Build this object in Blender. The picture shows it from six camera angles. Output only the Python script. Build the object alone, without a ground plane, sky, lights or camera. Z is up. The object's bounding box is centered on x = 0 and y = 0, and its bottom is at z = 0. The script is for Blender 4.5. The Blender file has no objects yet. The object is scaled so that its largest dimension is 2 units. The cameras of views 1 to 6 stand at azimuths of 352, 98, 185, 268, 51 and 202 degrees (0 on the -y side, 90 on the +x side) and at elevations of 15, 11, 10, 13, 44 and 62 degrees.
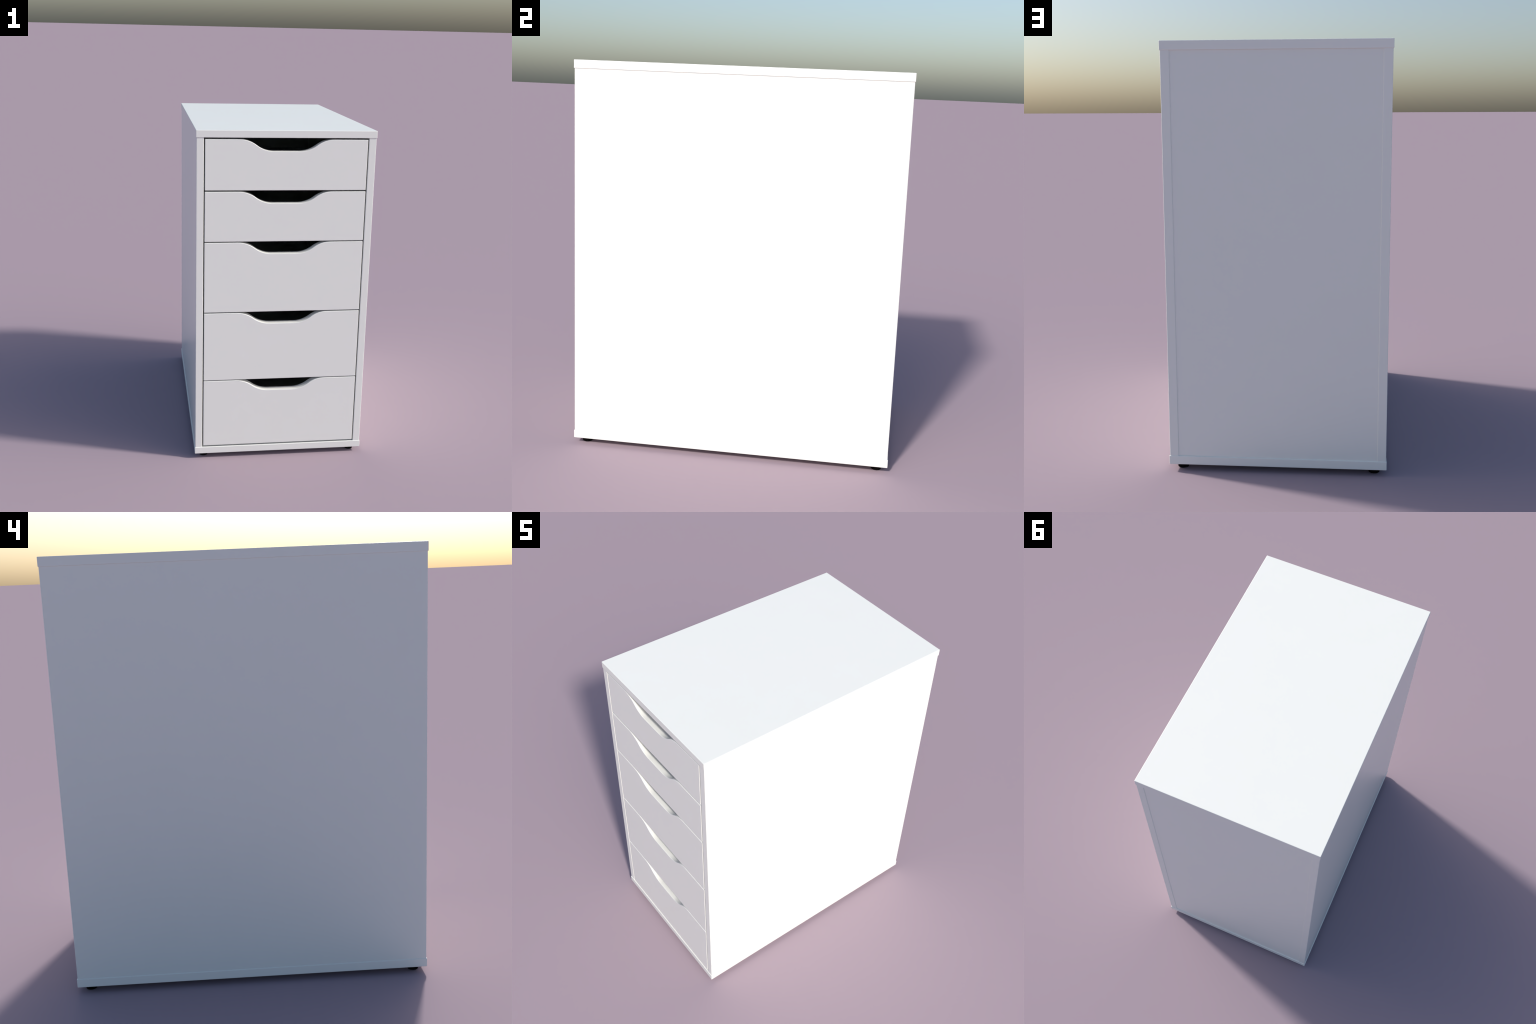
"""White five-drawer pedestal cabinet with scooped hand grips and small black feet.

Frame: metres, z up, front faces -y, 2.00 m tall.
Everything is a board: lacquered boards with fine rounded edges, butted together.
"""
import bpy
import bmesh
import math

# ------------------------------------------------------------------ dimensions
HALF_W, HALF_D, TOP = 0.5153, 0.8311, 2.0
BOARD = 0.0420                     # thickness of top, bottom and side boards
FOOT_H = 0.0296                    # height of the feet under the bottom board
INSET = 0.0029                     # side boards stand this far inside top/bottom
TOP_UNDER = TOP - BOARD            # underside of the top board
BASE_UP = FOOT_H + BOARD           # upper side of the bottom board
SIDE_OUT = HALF_W - INSET          # outer face of a side board
SIDE_IN = SIDE_OUT - BOARD         # inner face of a side board
FRONT_Y = -(HALF_D - INSET)        # front edge of the side boards
BACK_Y = HALF_D - INSET
BACK_RECESS = 0.0033               # back board sits this far inside the frame
EDGE = 0.0029                      # rounding of board edges
DRAWER_HALF_W = 0.4643
FRONT_THICK = 0.0470
# (bottom, top) of every drawer front: two shallow ones above three deep ones
DRAWERS = [(1.6598, 1.9493), (1.3613, 1.6521), (0.9348, 1.3554),
           (0.5074, 0.9287), (0.0804, 0.5024)]
# hand grip scooped out of the upper edge
GRIP_DEPTH, GRIP_OUT, GRIP_IN, GRIP_MID = 0.0678, 0.2720, 0.0720, -0.0010


# ------------------------------------------------------------------- materials
def principled(name):
    mat = bpy.data.materials.new(name)
    mat.use_nodes = True
    nodes, links = mat.node_tree.nodes, mat.node_tree.links
    return mat, nodes, links, nodes["Principled BSDF"]


def lacquer(name, colour, tint, rough, gloss=0.5):
    """Lacquered board: nearly even colour with a faint cloudy mottling."""
    mat, nodes, links, bsdf = principled(name)
    coord = nodes.new("ShaderNodeTexCoord")
    noise = nodes.new("ShaderNodeTexNoise")
    noise.inputs["Scale"].default_value = 5.0
    noise.inputs["Detail"].default_value = 5.0
    noise.inputs["Roughness"].default_value = 0.6
    ramp = nodes.new("ShaderNodeValToRGB")
    ramp.color_ramp.elements[0].position = 0.30
    ramp.color_ramp.elements[1].position = 0.70
    ramp.color_ramp.elements[0].color = (*tint, 1)
    ramp.color_ramp.elements[1].color = (*colour, 1)
    links.new(coord.outputs["Object"], noise.inputs["Vector"])
    links.new(noise.outputs["Fac"], ramp.inputs["Fac"])
    links.new(ramp.outputs["Color"], bsdf.inputs["Base Color"])
    fine = nodes.new("ShaderNodeTexNoise")
    fine.inputs["Scale"].default_value = 40.0
    fine.inputs["Detail"].default_value = 3.0
    mapr = nodes.new("ShaderNodeMapRange")
    mapr.inputs["To Min"].default_value = rough - 0.03
    mapr.inputs["To Max"].default_value = rough + 0.03
    links.new(coord.outputs["Object"], fine.inputs["Vector"])
    links.new(fine.outputs["Fac"], mapr.inputs["Value"])
    links.new(mapr.outputs["Result"], bsdf.inputs["Roughness"])
    bsdf.inputs["Specular IOR Level"].default_value = gloss
    return mat


WHITE = lacquer("white_lacquer", (0.862, 0.872, 0.828), (0.854, 0.864, 0.819), 0.30)
RUBBER = lacquer("black_rubber", (0.0095, 0.0080, 0.0083), (0.0075, 0.0065, 0.0067), 0.70, 0.0)


# --------------------------------------------------------------------- helpers
def link(name, mesh, parent):
    obj = bpy.data.objects.new(name, mesh)
    bpy.context.collection.objects.link(obj)
    obj.parent = parent
    return obj


def finish(obj, mat, edge=EDGE, segments=3):
    """Round the sharp edges, apply, and shade smooth with flat broad faces."""
    obj.data.materials.append(mat)
    if edge:
        mod = obj.modifiers.new("round", "BEVEL")
        mod.width, mod.segments = edge, segments
        mod.limit_method, mod.angle_limit = "ANGLE", math.radians(40)
        mod.harden_normals = True
        for p in obj.data.polygons:
            p.use_smooth = True
        deps = bpy.context.evaluated_depsgraph_get()
        baked = bpy.data.meshes.new_from_object(obj.evaluated_get(deps))
        old = obj.data
        obj.modifiers.clear()
        obj.data = baked
        baked.name = old.name
        bpy.data.meshes.remove(old)
    return obj


def box_into(bm, x0, x1, y0, y1, z0, z1):
    m = bmesh.ops.create_cube(bm, size=1.0)["verts"]
    for v in m:
        v.co.x = x0 if v.co.x < 0 else x1
        v.co.y = y0 if v.co.y < 0 else y1
        v.co.z = z0 if v.co.z < 0 else z1


def board(name, parent, x, y, z, mat, edge=EDGE):
    bm = bmesh.new()
    box_into(bm, *x, *y, *z)
    mesh = bpy.data.meshes.new(name)
    bm.to_mesh(mesh)
    bm.free()
    return finish(link(name, mesh, parent), mat, edge)


def grip_drop(x):
    """How far the upper edge of a drawer front dips at x.

    Each end of the grip is two equal circular arcs that meet tangentially.
    """
    span = GRIP_OUT - GRIP_IN
    radius = (span ** 2 + GRIP_DEPTH ** 2) / (4 * GRIP_DEPTH)
    run = min(span, max(0.0, GRIP_OUT - abs(x - GRIP_MID)))
    near = min(run, span - run)
    dip = radius - math.sqrt(radius ** 2 - near ** 2)
    return dip if run < span / 2 else GRIP_DEPTH - dip


def drawer_front(parent, z0, z1):
    """Front board: its outline in the xz plane, pushed back by its thickness."""
    steps = 28
    span = GRIP_OUT - GRIP_IN
    xs = [GRIP_MID - GRIP_OUT + span * i / steps for i in range(steps + 1)]
    xs += [GRIP_MID + GRIP_IN + span * i / steps for i in range(steps + 1)]
    outline = [(-DRAWER_HALF_W, z0), (DRAWER_HALF_W, z0), (DRAWER_HALF_W, z1)]
    outline += [(x, z1 - grip_drop(x)) for x in reversed(xs)]
    outline += [(-DRAWER_HALF_W, z1)]
    bm = bmesh.new()
    face = bm.faces.new([bm.verts.new((x, FRONT_Y, z)) for x, z in outline])
    back = bmesh.ops.extrude_face_region(bm, geom=[face])["geom"]
    for v in back:
        if isinstance(v, bmesh.types.BMVert):
            v.co.y += FRONT_THICK
    bmesh.ops.recalc_face_normals(bm, faces=bm.faces)
    mesh = bpy.data.meshes.new("drawer_front")
    bm.to_mesh(mesh)
    bm.free()
    return finish(link("drawer_front", mesh, parent), WHITE)


def drawer_tray(parent, z0, z1):
    """Open box behind the front: two sides, a back and a bottom."""
    w, t = DRAWER_HALF_W - 0.012, 0.030
    y0, y1 = FRONT_Y + FRONT_THICK + 0.001, BACK_Y - 0.10
    # the shallow trays have lower walls than the deep ones
    lo, hi = z0 + 0.020, z1 - (0.100 if z1 - z0 < 0.35 else 0.050)
    bm = bmesh.new()
    box_into(bm, -w, -w + t, y0, y1, lo, hi)
    box_into(bm, w - t, w, y0, y1, lo, hi)
    box_into(bm, -w + t, w - t, y1 - t, y1, lo, hi)
    box_into(bm, -w + t, w - t, y0, y1 - t, lo, lo + 0.014)
    mesh = bpy.data.meshes.new("drawer")
    bm.to_mesh(mesh)
    bm.free()
    return finish(link("drawer", mesh, parent), WHITE, edge=0)


def foot_mesh():
    """Low round pad foot, turned from a profile (radius, height)."""
    profile = [(0.0, 0.0), (0.0240, 0.0), (0.0250, 0.0004), (0.0257, 0.0016),
               (0.0260, 0.0032), (0.0260, FOOT_H + 0.001), (0.0, FOOT_H + 0.001)]
    bm = bmesh.new()
    n = 64
    rings = []
    for r, z in profile:
        if r == 0:
            rings.append([bm.verts.new((0, 0, z))] * n)
        else:
            rings.append([bm.verts.new((r * math.cos(2 * math.pi * k / n),
                                        r * math.sin(2 * math.pi * k / n), z))
                          for k in range(n)])
    for a, b in zip(rings, rings[1:]):
        for k in range(n):
            quad = [a[k], a[(k + 1) % n], b[(k + 1) % n], b[k]]
            uniq = list(dict.fromkeys(quad))
            bm.faces.new(uniq)
    bmesh.ops.recalc_face_normals(bm, faces=bm.faces)
    for f in bm.faces:
        f.smooth = abs(f.normal.z) < 0.999
    mesh = bpy.data.meshes.new("foot")
    bm.to_mesh(mesh)
    bm.free()
    mesh.materials.append(RUBBER)
    return mesh


# ----------------------------------------------------------------------- build
cabinet = bpy.data.objects.new("drawer_cabinet", None)
bpy.context.collection.objects.link(cabinet)
cabinet["label"] = "tall white cabinet with five drawers and scooped hand grips"
cabinet["category"] = "drawer cabinet"

board("top_board", cabinet, (-HALF_W, HALF_W), (-HALF_D, HALF_D), (TOP_UNDER, TOP), WHITE)
board("bottom_board", cabinet, (-HALF_W, HALF_W), (-HALF_D, HALF_D), (FOOT_H, BASE_UP), WHITE)
for s in (-1, 1):
    x = sorted((s * SIDE_IN, s * SIDE_OUT))
    board("side_board", cabinet, x, (FRONT_Y, BACK_Y),
          (BASE_UP - 0.004, TOP_UNDER + 0.004), WHITE)
board("back_board", cabinet, (-SIDE_IN - 0.004, SIDE_IN + 0.004),
      (BACK_Y - BACK_RECESS - 0.016, BACK_Y - BACK_RECESS),
      (BASE_UP - 0.004, TOP_UNDER + 0.004), WHITE, edge=0)

for z0, z1 in DRAWERS:
    tray = drawer_tray(cabinet, z0, z1)
    drawer_front(tray, z0, z1)

foot = foot_mesh()
for sx in (-1, 1):
    for sy in (-1, 1):
        f = link("foot", foot, cabinet)
        f.location = (sx * 0.4585, sy * 0.7737, 0.0)
